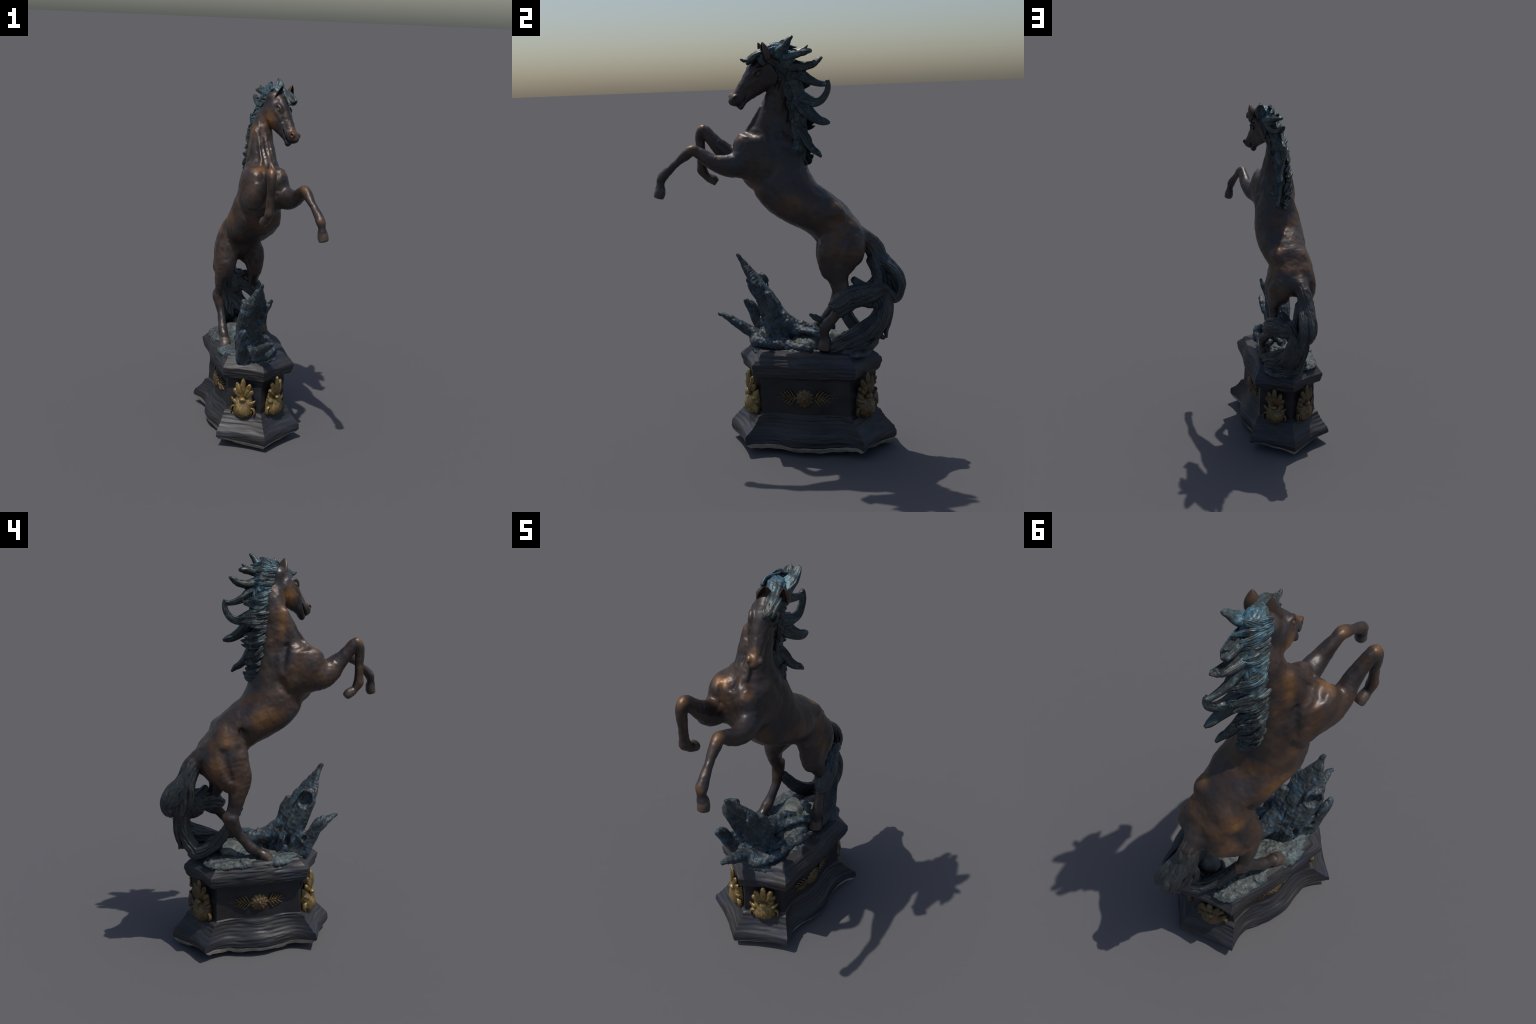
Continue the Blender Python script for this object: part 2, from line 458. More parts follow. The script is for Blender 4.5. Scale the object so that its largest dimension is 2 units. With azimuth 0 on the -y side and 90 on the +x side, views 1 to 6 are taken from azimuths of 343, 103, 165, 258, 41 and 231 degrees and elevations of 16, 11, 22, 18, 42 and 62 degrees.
for s in (-1, 1):
    add(Blob(hp(-.005, -.082, s * .022), (.058, .052, .030), axes=(HF, HU), part='head', k=.015))      # cheek disc
    add(Sweep([(*hp(.020, -.026, s * .041), .005, .005), (*hp(.004, -.019, s * .046), .0062, .0062), (*hp(-.014, -.024, s * .047), .006, .006), (*hp(-.024, -.036, s * .044), .004, .004)], part='head', k=.012))      # brow ridge
    add(Blob(hp(.012, -.052, s * .040), (.020, .008, .008), axes=(HF, HU), part='head', k=.012))      # cheekbone under the eye
    add(Blob(hp(.006, -.036, s * .053), (.017, .012, .009), axes=(HF, HU), part='head', k=.006, op='sub'))  # eye socket
    add(Blob(hp(.055, -.045, s * .036), (.045, .006, .008), axes=(HF + .25 * HU, HU), part='head', k=.012))   # facial crest
    add(Blob(hp(.085, -.035, s * .040), (.035, .012, .008), axes=(HF, HU), part='head', k=.014, op='sub'))
    add(Blob(hp(.157, -.022, s * .022), (.017, .014, .013), axes=(HF, HU), part='head', k=.008))      # nostril wing
    add(Blob(hp(.160, -.024, s * .034), (.010, .007, .013), axes=(HF, HU), part='head', k=.004, op='sub'))
    add(Blob(hp(-.048, -.022, s * .046), (.016, .013, .012), axes=(HF, HU), part='head', k=.012, op='sub'))  # temple hollow
add(Blob(hp(.160, -.080), (.026, .013, .020), axes=(HF - .35 * HU, HU), part='head', k=.010))          # chin and lower lip
add(Sweep([(*hp(.115, -.072), .016, .013, HS), (*hp(.150, -.074), .017, .012, HS), (*hp(.172, -.072), .013, .009, HS)], part='head', k=.012))
for s in (-1, 1):
    add(Sweep([(*hp(.112, -.060, s * .034), .010, .0025, HS), (*hp(.145, -.067, s * .030), .014, .0035, HS), (*hp(.19, -.066, s * .022), .018, .0045, HS)], part='head', k=.005, op='sub'))
for s in (-1, 1):   # groove behind the jaw
    add(Sweep([(*hp(-.072, -.030, s * .052), .008, .008, HS), (*hp(-.068, -.085, s * .054), .009, .008, HS), (*hp(-.035, -.136, s * .052), .008, .007, HS), (*hp(.01, -.156, s * .046), .006, .006, HS)], part='neck', k=.020, op='sub'))
# throat muscles, jugular groove
add(Sweep([(-.040, -.045, 1.73, .018, .018), (-.046, -.062, 1.66, .022, .022), (-.046, -.090, 1.59, .024, .025), (-.045, -.125, 1.545, .03, .03)], part='neck', k=.025))
add(Sweep([(.026, -.045, 1.72, .016, .018), (.030, -.062, 1.65, .020, .022), (.036, -.092, 1.58, .022, .025), (.044, -.128, 1.54, .026, .028)], part='neck', k=.025))
add(Sweep([(-.008, -.118, 1.67, .010, .010), (-.006, -.152, 1.60, .013, .010), (-.004, -.192, 1.55, .016, .012)], part='neck', k=.02, op='sub'))
# breast and shoulders
add(Blob((-.068, -.165, 1.495), (.062, .072, .075), part='torso', k=.035))
add(Blob((.055, -.155, 1.490), (.052, .070, .075), part='torso', k=.035))
add(Blob((-.078, -.10, 1.45), (.048, .105, .125), axes=((1, 0, 0), (0, 1, .5)), part='torso', k=.03))
add(Blob((.058, -.09, 1.44), (.046, .105, .120), axes=((1, 0, 0), (0, 1, .5)), part='torso', k=.03))
add(Sweep([(-.008, -.245, 1.56, .010, .012), (-.006, -.265, 1.50, .012, .012), (.0, -.25, 1.42, .014, .014)], part='torso', k=.03, op='sub'))
for x0, x1, z0 in ((-.034, -.040, 1.73), (-.016, -.008, 1.70), (.006, .018, 1.72), (.024, .040, 1.68)):
    add(Sweep([(x0, -.062 - (1.73 - z0) * .55, z0, .005, .005), (x0 * .8 + x1 * .2, -.106, 1.65, .006, .007), (x1 * .9, -.146, 1.588, .008, .008), (x1 * 1.5, -.180, 1.55, .010, .010)], part='neck', k=.016))
for pts_ in ([(-.05, -.215, 1.545), (-.035, -.232, 1.505), (-.045, -.235, 1.46)], [(.035, -.215, 1.54), (.022, -.232, 1.50), (.035, -.235, 1.455)]):
    add(Sweep([(*p, .006, .007) for p in pts_], part='torso', k=.016, op='sub'))
# collar crease above the shoulders
add(Sweep([(-.125, -.07, 1.565, .010, .010), (-.10, -.13, 1.572, .012, .009), (-.05, -.20, 1.588, .012, .009)], part='neck', k=.022, op='sub'))
add(Sweep([(.10, -.07, 1.56, .010, .010), (.08, -.13, 1.567, .012, .009), (.04, -.19, 1.580, .012, .009)], part='neck', k=.022, op='sub'))

# forelegs
FR = nrm((1, .05, 0))
add(Sweep([(-.075, -.13, 1.44, .055, .085), (-.078, -.205, 1.420, .052, .072), (-.070, -.268, 1.441, .044, .056), (-.060, -.324, 1.490, .034, .041), (-.059, -.367, 1.538, .028, .032),
           (-.061, -.399, 1.575, .027, .029), (-.062, -.415, 1.560, .026, .030), (-.063, -.421, 1.525, .022, .025), (-.065, -.419, 1.460, .019, .021), (-.066, -.420, 1.405, .020, .022), (-.067, -.419, 1.375, .024, .026),
           (-.069, -.402, 1.349, .021, .021), (-.072, -.382, 1.335, .022, .023)], side=FR, part='foreleg', k=.03))
add(Sweep([(.062, -.13, 1.43, .050, .080), (.078, -.20, 1.412, .046, .064), (.098, -.26, 1.414, .042, .050), (.110, -.316, 1.431, .034, .038), (.112, -.37, 1.468, .027, .031),
           (.115, -.408, 1.488, .027, .028), (.121, -.435, 1.472, .025, .027), (.128, -.465, 1.449, .020, .019), (.138, -.50, 1.420, .018, .018), (.147, -.535, 1.388, .020, .021), (.153, -.558, 1.362, .024, .024),
           (.158, -.566, 1.335, .019, .020), (.162, -.566, 1.313, .022, .024)], side=nrm((1, .3, 0)), part='foreleg', k=.03))
add(Sweep([(-.072, -.388, 1.339, .021, .022), (-.074, -.366, 1.326, .026, .026), (-.077, -.352, 1.315, .024, .022)], side=FR, part='hoof', k=.006, end=.006))
add(Sweep([(.161, -.566, 1.318, .021, .022), (.165, -.568, 1.293, .027, .028), (.169, -.575, 1.270, .026, .025)], side=nrm((1, .3, 0)), part='hoof', k=.006, end=.006))
# hind legs
add(Sweep([(-.076, .268, 1.09, .068, .090), (-.098, .260, 1.025, .068, .100), (-.120, .243, .955, .055, .088), (-.136, .212, .90, .041, .052), (-.143, .216, .835, .032, .043), (-.146, .238, .775, .025, .036),
           (-.150, .248, .742, .029, .040), (-.143, .230, .695, .025, .032), (-.136, .203, .648, .022, .027), (-.137, .165, .595, .023, .025), (-.138, .138, .564, .028, .029), (-.139, .108, .545, .025, .025), (-.140, .085, .530, .026, .026)],
          part='hindleg', k=.055))
add(Sweep([(.022, .285, 1.07, .062, .085), (.055, .288, 1.000, .064, .100), (.064, .276, .945, .050, .088), (.068, .268, .892, .039, .058), (.072, .28, .835, .030, .040), (.080, .302, .782, .026, .034),
           (.088, .300, .752, .027, .036), (.094, .275, .705, .023, .027), (.105, .243, .665, .021, .023), (.121, .210, .628, .024, .026), (.121, .206, .590, .021, .022), (.118, .210, .565, .023, .025)],
          part='hindleg', k=.055))
add(Sweep([(-.140, .092, .533, .026, .026), (-.141, .064, .513, .031, .028), (-.143, .048, .500, .031, .022)], part='hoof', k=.006, end=.006))
add(Sweep([(.118, .210, .572, .023, .024), (.117, .206, .545, .029, .031), (.117, .202, .520, .031, .034)], part='hoof', k=.006, end=.006))
add(Blob((-.153, .272, .752), (.016, .022, .030), axes=((1, 0, 0), (0, 1, .5)), part='hindleg', k=.012))
add(Blob((.085, .318, .775), (.014, .02, .028), part='hindleg', k=.012))
add(Blob((-.062, -.025, 1.235), (.062, .10, .055), axes=((1, 0, 0), (0, 1, -.8)), part='torso', k=.03))
add(Blob((.052, -.035, 1.245), (.060, .10, .052), axes=((1, 0, 0), (0, 1, -.8)), part='torso', k=.03))
# haunches, stifles, hip bones, flank tuck, sheath
add(Blob((-.112, .178, .975), (.042, .034, .095), axes=((1, 0, 0), (0, 1, -.15)), part='hindleg', k=.045))
add(Blob((.068, .216, .955), (.036, .034, .090), axes=((1, 0, 0), (0, 1, -.02)), part='hindleg', k=.045))
add(Blob((-.095, .325, 1.00), (.052, .050, .072), part='hindleg', k=.03))
add(Blob((.035, .335, .985), (.050, .052, .070), part='hindleg', k=.03))
add(Blob((-.082, .252, 1.158), (.04, .05, .04), part='torso', k=.03))
add(Blob((.052, .266, 1.172), (.034, .044, .036), part='torso', k=.03))
add(Sweep([(-.135, .13, 1.10, .016, .018), (-.14, .165, 1.14, .014, .018), (-.12, .19, 1.18, .010, .012)], part='torso', k=.03, op='sub'))
add(Sweep([(-.02, .145, 1.075, .020, .018), (-.02, .165, 1.045, .019, .018), (-.02, .185, 1.02, .018, .018)], part='torso', k=.02))
add(Sweep([(-.02, .385, 1.03, .012, .012), (-.01, .37, .96, .014, .016), (-.005, .33, .90, .014, .02)], part='torso', k=.03, op='sub'))
for sg, xo in ((-1, -.128), (1, .118)):
    add(Sweep([(xo * .92, .005, 1.47, .007, .008), (xo, -.005, 1.41, .008, .009), (xo * 1.02, -.045, 1.355, .008, .009)], part='torso', k=.025, op='sub'))
    add(Sweep([(xo * .62, -.045, 1.575, .006, .007), (xo * .80, -.03, 1.52, .007, .008), (xo * .9, -.02, 1.47, .006, .007)], part='torso', k=.025, op='sub'))
add(Sweep([(-.160, .285, 1.08, .006, .008), (-.176, .275, 1.02, .007, .008), (-.176, .25, .95, .006, .008)], part='hindleg', k=.03, op='sub'))
add(Sweep([(.105, .30, 1.05, .006, .008), (.125, .295, 1.0, .007, .008), (.128, .275, .94, .006, .008)], part='hindleg', k=.03, op='sub'))
add(Sweep([(-.190, .20, .88, .006, .006), (-.188, .225, .82, .006, .006), (-.180, .25, .775, .006, .006)], part='hindleg', k=.02, op='sub'))
# tail root on the rump
add(Sweep([(-.040, .335, 1.065, .030, .028), (-.048, .385, 1.045, .034, .034), (-.06, .42, 1.01, .036, .040)], part='torso', k=.025))

def body_disp(P):
    d = np.linalg.norm((P - hp(.075, -.045)) @ np.array([HF / .085, HU / .06, HS / .06]).T, axis=1)
    face = np.clip(1.25 - d, 0, 1)
    return face * (.0022 * vnoise(P, 95, 21) - .0016 * np.abs(vnoise(P, 60, 22))) + .0030 * vnoise(P, 15, 4) + .0016 * vnoise(P, 34, 5) + .0010 * vnoise(P, 75, 9)

hf = field(prims, body_disp)
V, F = surface_nets(hf, (-.25, -.66, .46), (.24, .50, 1.96), .0034)
V = relax(V, F, 2, .5)
N = vnormals(V, F)
# regions of the one smooth surface
parts = ['head', 'neck', 'torso', 'foreleg', 'hindleg', 'hoof']
names = [(p, s) for p in parts for s in ((0,) if p in ('head', 'neck', 'torso') else (-1, 1))]
cen = V[F].mean(1)
D = np.full((len(names), len(cen)), 9.0)
for p in prims:
    if p.op == 'sub': continue
    lo, hi = p.bbox(); idx = np.nonzero(((cen >= lo) & (cen <= hi)).all(1))[0]
    if not len(idx): continue
    d = p.dist(cen[idx])
    fore = p.part == 'hoof' and (p.C[0, 2] > 1)
    for i, (nm, s) in enumerate(names):
        if nm != p.part: continue
        c = p.C.mean(0) if isinstance(p, Sweep) else p.c
        if s and (c[0] > 0.01) != (s > 0): continue
        D[i, idx] = np.minimum(D[i, idx], d)
lab = D.argmin(0)
split = []
for i, (nm, s) in enumerate(names):
    if nm == 'hoof':
        for hi_ in (True, False): split.append((nm, (lab == i) & ((cen[:, 2] > 1) == hi_)))
    else: split.append((nm, lab == i))
for nm, msk in split:
    if not msk.any(): continue
    f = F[msk]; used, inv = np.unique(f, return_inverse=True)
    me = quad_mesh(nm, V[used], inv.reshape(f.shape), HOOF if nm == 'hoof' else BRONZE, True, N[used])
    obj(nm, me, statue)

# ----------------------------------------------------------------------------- lofted pieces
def loft(rows, nh, around=18, m=5, ridges=4, amp=.16, seed=0, sup=.75, cup=0.0):
    """leaf/lock like tube: rows (x, y, z, half width, half thickness), nh = flat normal"""
    st = catmull(rows, m); C = st[:, :3]; w = np.maximum(st[:, 3], .0006); t = np.maximum(st[:, 4], .0005)
    n = len(C); T = np.gradient(C, axis=0); T /= np.linalg.norm(T, axis=1)[:, None]
    nh = np.asarray(nh, float)
    if nh.ndim == 1: nh = np.tile(nh, (n, 1))
    else: nh = catmull(nh, m)[:n]
    W = np.cross(T, nh); W /= np.maximum(np.linalg.norm(W, axis=1), 1e-6)[:, None]
    Nn = np.cross(W, T)
    th = np.linspace(0, 2 * math.pi, around, endpoint=False)
    cu = np.sign(np.cos(th)) * np.abs(np.cos(th)) ** sup; su = np.sign(np.sin(th)) * np.abs(np.sin(th)) ** sup
    Vv = []
    s = np.linspace(0, 1, n)
    for i in range(n):
        ph = seed * 1.7 + 2.2 * math.sin(3.1 * s[i] + seed) + 1.2 * math.sin(7.3 * s[i] + 2 * seed)
        rip = 1 + amp * 2.2 * np.cos(ridges * math.pi * cu * .5 + ph) * np.abs(su) ** .5
        off = cup * w[i] * (cu ** 2 - .4)
        Vv.append(C[i] + np.outer(cu * w[i], W[i]) + np.outer(su * t[i] * rip + off, Nn[i]))
    Vv = np.concatenate(Vv); Fv = []
    for i in range(n - 1):
        for j in range(around):
            a = i * around + j; b = i * around + (j + 1) % around
            Fv.append((a, b, b + around, a + around))
    k = len(Vv)
    Vv = np.vstack([Vv, C[0], C[-1]])
    for j in range(around):
        Fv.append((k, (j + 1) % around, j))
        a = (n - 1) * around
        Fv.append((k + 1, a + j, a + (j + 1) % around))
    return Vv, Fv

# eyes and ears
eye_acc = []
for s in (-1, 1):
    c = hp(.006, -.036, s * .0445); a = Acc()
    nu, nv = 16, 12
    vv = []; ff = []
    for i in range(nv + 1):
        for j in range(nu):
            la, lo_ = math.pi * i / nv, 2 * math.pi * j / nu
            vv.append(c + HF * .0125 * math.sin(la) * math.cos(lo_) + HU * .0100 * math.sin(la) * math.sin(lo_) + HS * .0095 * math.cos(la))
    for i in range(nv):
        for j in range(nu):
            ff.append((i * nu + j, i * nu + (j + 1) % nu, (i + 1) * nu + (j + 1) % nu, (i + 1) * nu + j))
    a.add(vv, ff); obj('eye', a.mesh('eye', EYE), statue)
    lid = Acc()
    for up in (1, -1):
        rows = [(*hp(.006 + .016 * math.cos(q), -.036 + up * .0088 * math.sin(q), s * (.0450 + .0080 * math.sin(q))), .0024, .0024) for q in np.linspace(0, math.pi, 7)]
        lid.add(*loft(rows, HS, 8, 3, 1, 0))
    obj('eyelid', lid.mesh('eyelid', BRONZE), statue)

def ear(base, tip, side, face):
    base = np.array(base); tip = np.array(tip); ax = tip - base; L = np.linalg.norm(ax); ax = ax / L
    side = nrm(np.array(side) - (np.array(side) @ ax) * ax); face = nrm(np.array(face) - (np.array(face) @ ax) * ax - 0)
    prof = [(0, .017), (.12, .022), (.3, .0245), (.5, .0225), (.7, .0170), (.88, .0090), (1.0, .0015)]
    pr = catmull([(*p, 0) for p in prof], 3)
    na = 14; vv = []; ff = []
    for layer, sc in ((0, 1.0), (1, .78)):
        for p in pr:
            for j in range(na):
                th = math.radians(-125 + 250 * j / (na - 1))
                d = -math.cos(th) * face + math.sin(th) * side
                r = p[1] * sc
                vv.append(base + ax * L * (p[0] if layer == 0 else p[0] * .985) + d * r * (1 if abs(th) < 1.6 else .93) - face * .002)
    n = len(pr); o = n * na
    for i in range(n - 1):
        for j in range(na - 1):
            a = i * na + j
            ff.append((a, a + 1, a + 1 + na, a + na)); ff.append((o + a, o + a + na, o + a + na + 1, o + a + 1))
        for j in (0, na - 1):
            a = i * na + j; q = (a, a + na, o + a + na, o + a)
            ff.append(q if j == 0 else q[::-1])
    for j in range(na - 1):
        a = (n - 1) * na + j; ff.append((a, a + 1, o + a + 1, o + a))
        ff.append((j, o + j, o + j + 1, j + 1))
    A = Acc(); A.add(vv, ff)
    me = A.mesh('ear', BRONZE)
    return me
obj('ear', ear((.056, -.052, 1.892), (.085, -.078, 1.977), HS, nrm((-.25, -.9, .1))), statue)
obj('ear', ear((.134, -.030, 1.895), (.148, -.045, 1.975), HS, nrm((.35, -.9, .1))), statue)

# ----------------------------------------------------------------------------- mane
crest = [(.074, -.022, 1.940), (.044, .014, 1.895), (.010, .042, 1.81), (-.014, .062, 1.71), (-.025, .072, 1.60), (-.020, .080, 1.50), (-.012, .088, 1.425)]
CR = catmull(crest, 20)
def crest_at(t):
    i = t * (len(CR) - 1); j = int(min(i, len(CR) - 2)); return CR[j] * (1 - (i - j)) + CR[j + 1] * (i - j)
mp = []
mp.append(Sweep([(.102, -.055, 1.912, .024, .018), (.090, -.024, 1.934, .032, .028), (.066, .014, 1.932, .038, .036), (.038, .046, 1.884, .038, .038), (.010, .072, 1.81, .033, .035), (-.010, .088, 1.71, .030, .034),
                 (-.020, .094, 1.60, .030, .032), (-.017, .096, 1.50, .027, .028), (-.010, .094, 1.43, .020, .020)], groove=[(.004, 9, 26, 3), (.0025, 22, 60, 1)], k=.01))
mp.append(Sweep([(.062, .030, 1.87, .016, .028), (.026, .055, 1.79, .018, .030), (.004, .064, 1.70, .018, .032), (.000, .070, 1.60, .019, .032), (.006, .074, 1.50, .020, .032), (.012, .072, 1.43, .016, .024)],
                groove=[(.004, 7, 20, 8), (.0025, 18, 50, 1)], k=.015))
mf = field(mp)
Vm, Fm = surface_nets(mf, (-.02, -.10, 1.36), (.16, .20, 1.98), .0034)
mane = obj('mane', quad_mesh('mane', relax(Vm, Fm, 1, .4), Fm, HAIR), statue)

rng = np.random.default_rng(11)
def mane_lock(rows, nh, seed, ridges=4, amp=.22, cup=0.0, parent=None, mat=None, nm='mane_lock'):
    Vv, Fv = loft(rows, nh, 36 if ridges > 5 else 20, 6, ridges, amp, seed, .8, cup)
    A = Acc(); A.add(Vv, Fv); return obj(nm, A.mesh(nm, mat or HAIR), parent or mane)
# the big flying locks seen against the sky
big = [
 ([(.090, .005, 1.915, .030, .018), (.100, .035, 1.938, .032, .016), (.108, .058, 1.955, .028, .012), (.114, .074, 1.980, .020, .009), (.115, .092, 1.997, .008, .004)], (0, -.5, .9)),
 ([(.078, .030, 1.905, .030, .018), (.062, .075, 1.915, .030, .016), (.045, .110, 1.922, .026, .013), (.028, .138, 1.930, .024, .011), (.014, .160, 1.932, .012, .006)], (0, .2, 1)),
 ([(.050, .095, 1.920, .016, .010), (.040, .122, 1.935, .013, .008), (.032, .138, 1.948, .008, .005), (.028, .148, 1.957, .003, .002)], (0, -.3, 1)),
 ([(.066, .045, 1.860, .032, .020), (.050, .095, 1.862, .034, .018), (.036, .135, 1.862, .026, .014), (.026, .172, 1.872, .021, .011), (.018, .198, 1.892, .015, .008), (.016, .213, 1.900, .004, .003)], (.2, -.2, 1)),
 ([(.058, .070, 1.84, .034, .020), (.046, .108, 1.822, .030, .018), (.030, .145, 1.800, .022, .014), (.020, .180, 1.785, .017, .010), (.016, .212, 1.778, .014, .008), (.014, .236, 1.778, .010, .007)], (.8, .1, .6)),
 ([(.014, .232, 1.795, .010, .008), (.016, .236, 1.770, .013, .009), (.018, .229, 1.738, .015, .010), (.020, .205, 1.706, .018, .011), (.026, .170, 1.694, .022, .014), (.035, .130, 1.705, .030, .018), (.045, .095, 1.72, .026, .016)], (.9, .2, .2)),
 ([(.040, .085, 1.70, .030, .020), (.040, .125, 1.665, .034, .020), (.040, .158, 1.635, .028, .016), (.037, .192, 1.612, .022, .013), (.034, .222, 1.603, .018, .010), (.034, .244, 1.598, .006, .004)], (.8, .1, .5)),
 ([(.035, .090, 1.58, .028, .018), (.038, .115, 1.540, .024, .018), (.042, .134, 1.505, .020, .015), (.045, .158, 1.477, .017, .012), (.046, .183, 1.460, .014, .009), (.045, .201, 1.440, .005, .004)], (.8, .3, .4)),
 ([(.060, .075, 1.47, .024, .016), (.070, .066, 1.43, .026, .016), (.085, .050, 1.403, .022, .013), (.103, .030, 1.395, .016, .010), (.120, .012, 1.395, .005, .004)], (.7, .5, .6)),
 ([(.060, .085, 1.52, .020, .014), (.075, .072, 1.48, .018, .012), (.088, .055, 1.462, .012, .009), (.092, .040, 1.455, .004, .003)], (.9, .3, .3)),
 ([(.034, .085, 1.47, .024, .016), (.036, .082, 1.430, .022, .015), (.040, .072, 1.400, .015, .010), (.042, .064, 1.386, .004, .004)], (.6, .7, .3)),
]
def lean(r):
    """roots of the locks follow the crest, which lies to the horse's right; tips stay where they fly"""
    k = np.clip((1.93 - r[2]) / .14, 0, 1) * np.clip((.20 - r[1]) / .12, 0, 1)
    return (r[0] - .040 * k, r[1], r[2], r[3], r[4] * 1.1)
for i, (rows, nh) in enumerate(big): mane_lock([lean(r) for r in rows], nh, i + 1, 11, .16)
# rows of smaller locks rooted along the crest, sweeping back and to the left
def ribbon(b, L, dz, seed, side, w0, th=.0065, ridges=8, down=0.0):
    """broad wavy ribbon of strands rooted on the crest, drawn towards the nearest flying lock"""
    tgt = min(TIPS, key=lambda q: abs(q[2] - b[2] - dz) + .3 * abs(q[1] - b[1]))
    r = rng.uniform; rows = []; ph = r(0, 6); wv = r(.006, .014); bend = r(-.006, .012)
    for s_, w_ in ((0, .55), (.15, .9), (.35, 1.0), (.55, .95), (.75, .72), (.9, .42), (1, .10)):
        out = math.sin(math.pi * min(1, s_ * 1.1))
        rows.append((b[0] + side * (.012 * out) + (.030 - bend) * s_ ** 1.6 * (1 if side < 0 else .4), b[1] + L * (1 - down) * s_ + .003 * math.sin(7 * s_ + ph), b[2] + dz * s_ + wv * math.sin(5.5 * s_ + ph) * (s_ * 1.1) - down * L * s_, w0 * w_, th * (1 if s_ < .7 else .7)))
    for j in range(2, len(rows)):
        f = .5 * (j / (len(rows) - 1)) ** 1.5; q = rows[j]
        rows[j] = (q[0], q[1] * (1 - f) + tgt[1] * f, q[2] * (1 - f) + tgt[2] * f, q[3], q[4])
    return rows
TIPS = [lean(r[0][3]) for r in big[:8]]
NR = 36
for i in range(NR):                                   # right side: swept tufts over the crest
    t = (i + rng.uniform(.1, .9)) / NR * .98; b = crest_at(t); r = rng.uniform
    up = max(0, .32 - t) / .32
    b0 = b + np.array([-.020 - .012 * up + r(-.006, .004), -.020 + r(-.008, .008), r(-.004, .010) + .012 * up])
    L = r(.075, .125) * (.85 if t < .15 else 1 - .42 * t); dz = .022 - .075 * t + r(-.016, .014)
    mane_lock(ribbon(b0, L, dz, i, -.8, r(.014, .025), .0052), (-.85, .35, .35), 20 + i, 10, .26)
for i in range(26):                                   # loose thin strands between the tufts
    t = (i + .5) / 26 * .97; b = crest_at(t); r = rng.uniform
    b0 = b + np.array([-.026 + r(-.004, .006), -.018 + r(-.01, .012), r(-.01, .01)])
    mane_lock(ribbon(b0, r(.05, .10) * (1 - .45 * t), .012 - .08 * t + r(-.02, .015), i, -1.5, r(.005, .008), .006, 4), (-.85, .35, .35), 55 + i, 4, .30)
# wavy locks hanging on the left side of the neck
for i in range(26):
    t = .12 + .84 * (i + rng.uniform(.2, .8)) / 26; b = crest_at(t); r = rng.uniform
    b0 = b + np.array([.012 + r(-.004, .006), -.012 + r(-.008, .008), .010])
    L = r(.09, .15); rows = []; ph = r(0, 6); w0 = r(.009, .017)
    for s_, w_ in ((0, .6), (.2, 1), (.45, 1), (.7, .8), (.88, .5), (1, .12)):
        rows.append((b0[0] + .016 * math.sin(math.pi * min(1, .2 + s_ * .6)) + .012 * t * s_ + r(-.002, .003), b0[1] + (.030 + .02 * math.sin(ph)) * s_ + .011 * math.sin(5.5 * s_ + ph), b0[2] - L * s_, w0 * w_, .0075))
    mane_lock(rows, (1, .10, .15), 90 + i, 8, .22)
# forelock over the brow
fl = mane_lock([(.104, -.035, 1.925, .026, .016), (.116, -.062, 1.925, .030, .014), (.126, -.088, 1.912, .028, .012), (.130, -.108, 1.893, .024, .010), (.124, -.122, 1.880, .010, .005)],
               (.1, -.6, .8), 3, 6, .25, parent=statue, nm='forelock')
for i, (rows, nh) in enumerate([
  ([(.110, -.050, 1.925, .018, .012), (.120, -.085, 1.915, .020, .011), (.128, -.115, 1.900, .016, .009), (.134, -.135, 1.897, .010, .006), (.140, -.150, 1.903, .003, .003)], (.2, -.3, .9)),
  ([(.112, -.045, 1.925, .016, .011), (.130, -.055, 1.912, .018, .011), (.140, -.050, 1.890, .015, .010), (.140, -.035, 1.872, .006, .004)], (.7, -.5, .5)),
  ([(.098, -.055, 1.922, .012, .009), (.108, -.085, 1.912, .013, .008), (.112, -.110, 1.893, .010, .006), (.108, -.122, 1.878, .003, .003)], (0, -.5, .8))]):
    mane_lock(rows, nh, 90 + i, 5, .28, parent=fl, nm='forelock_lock')

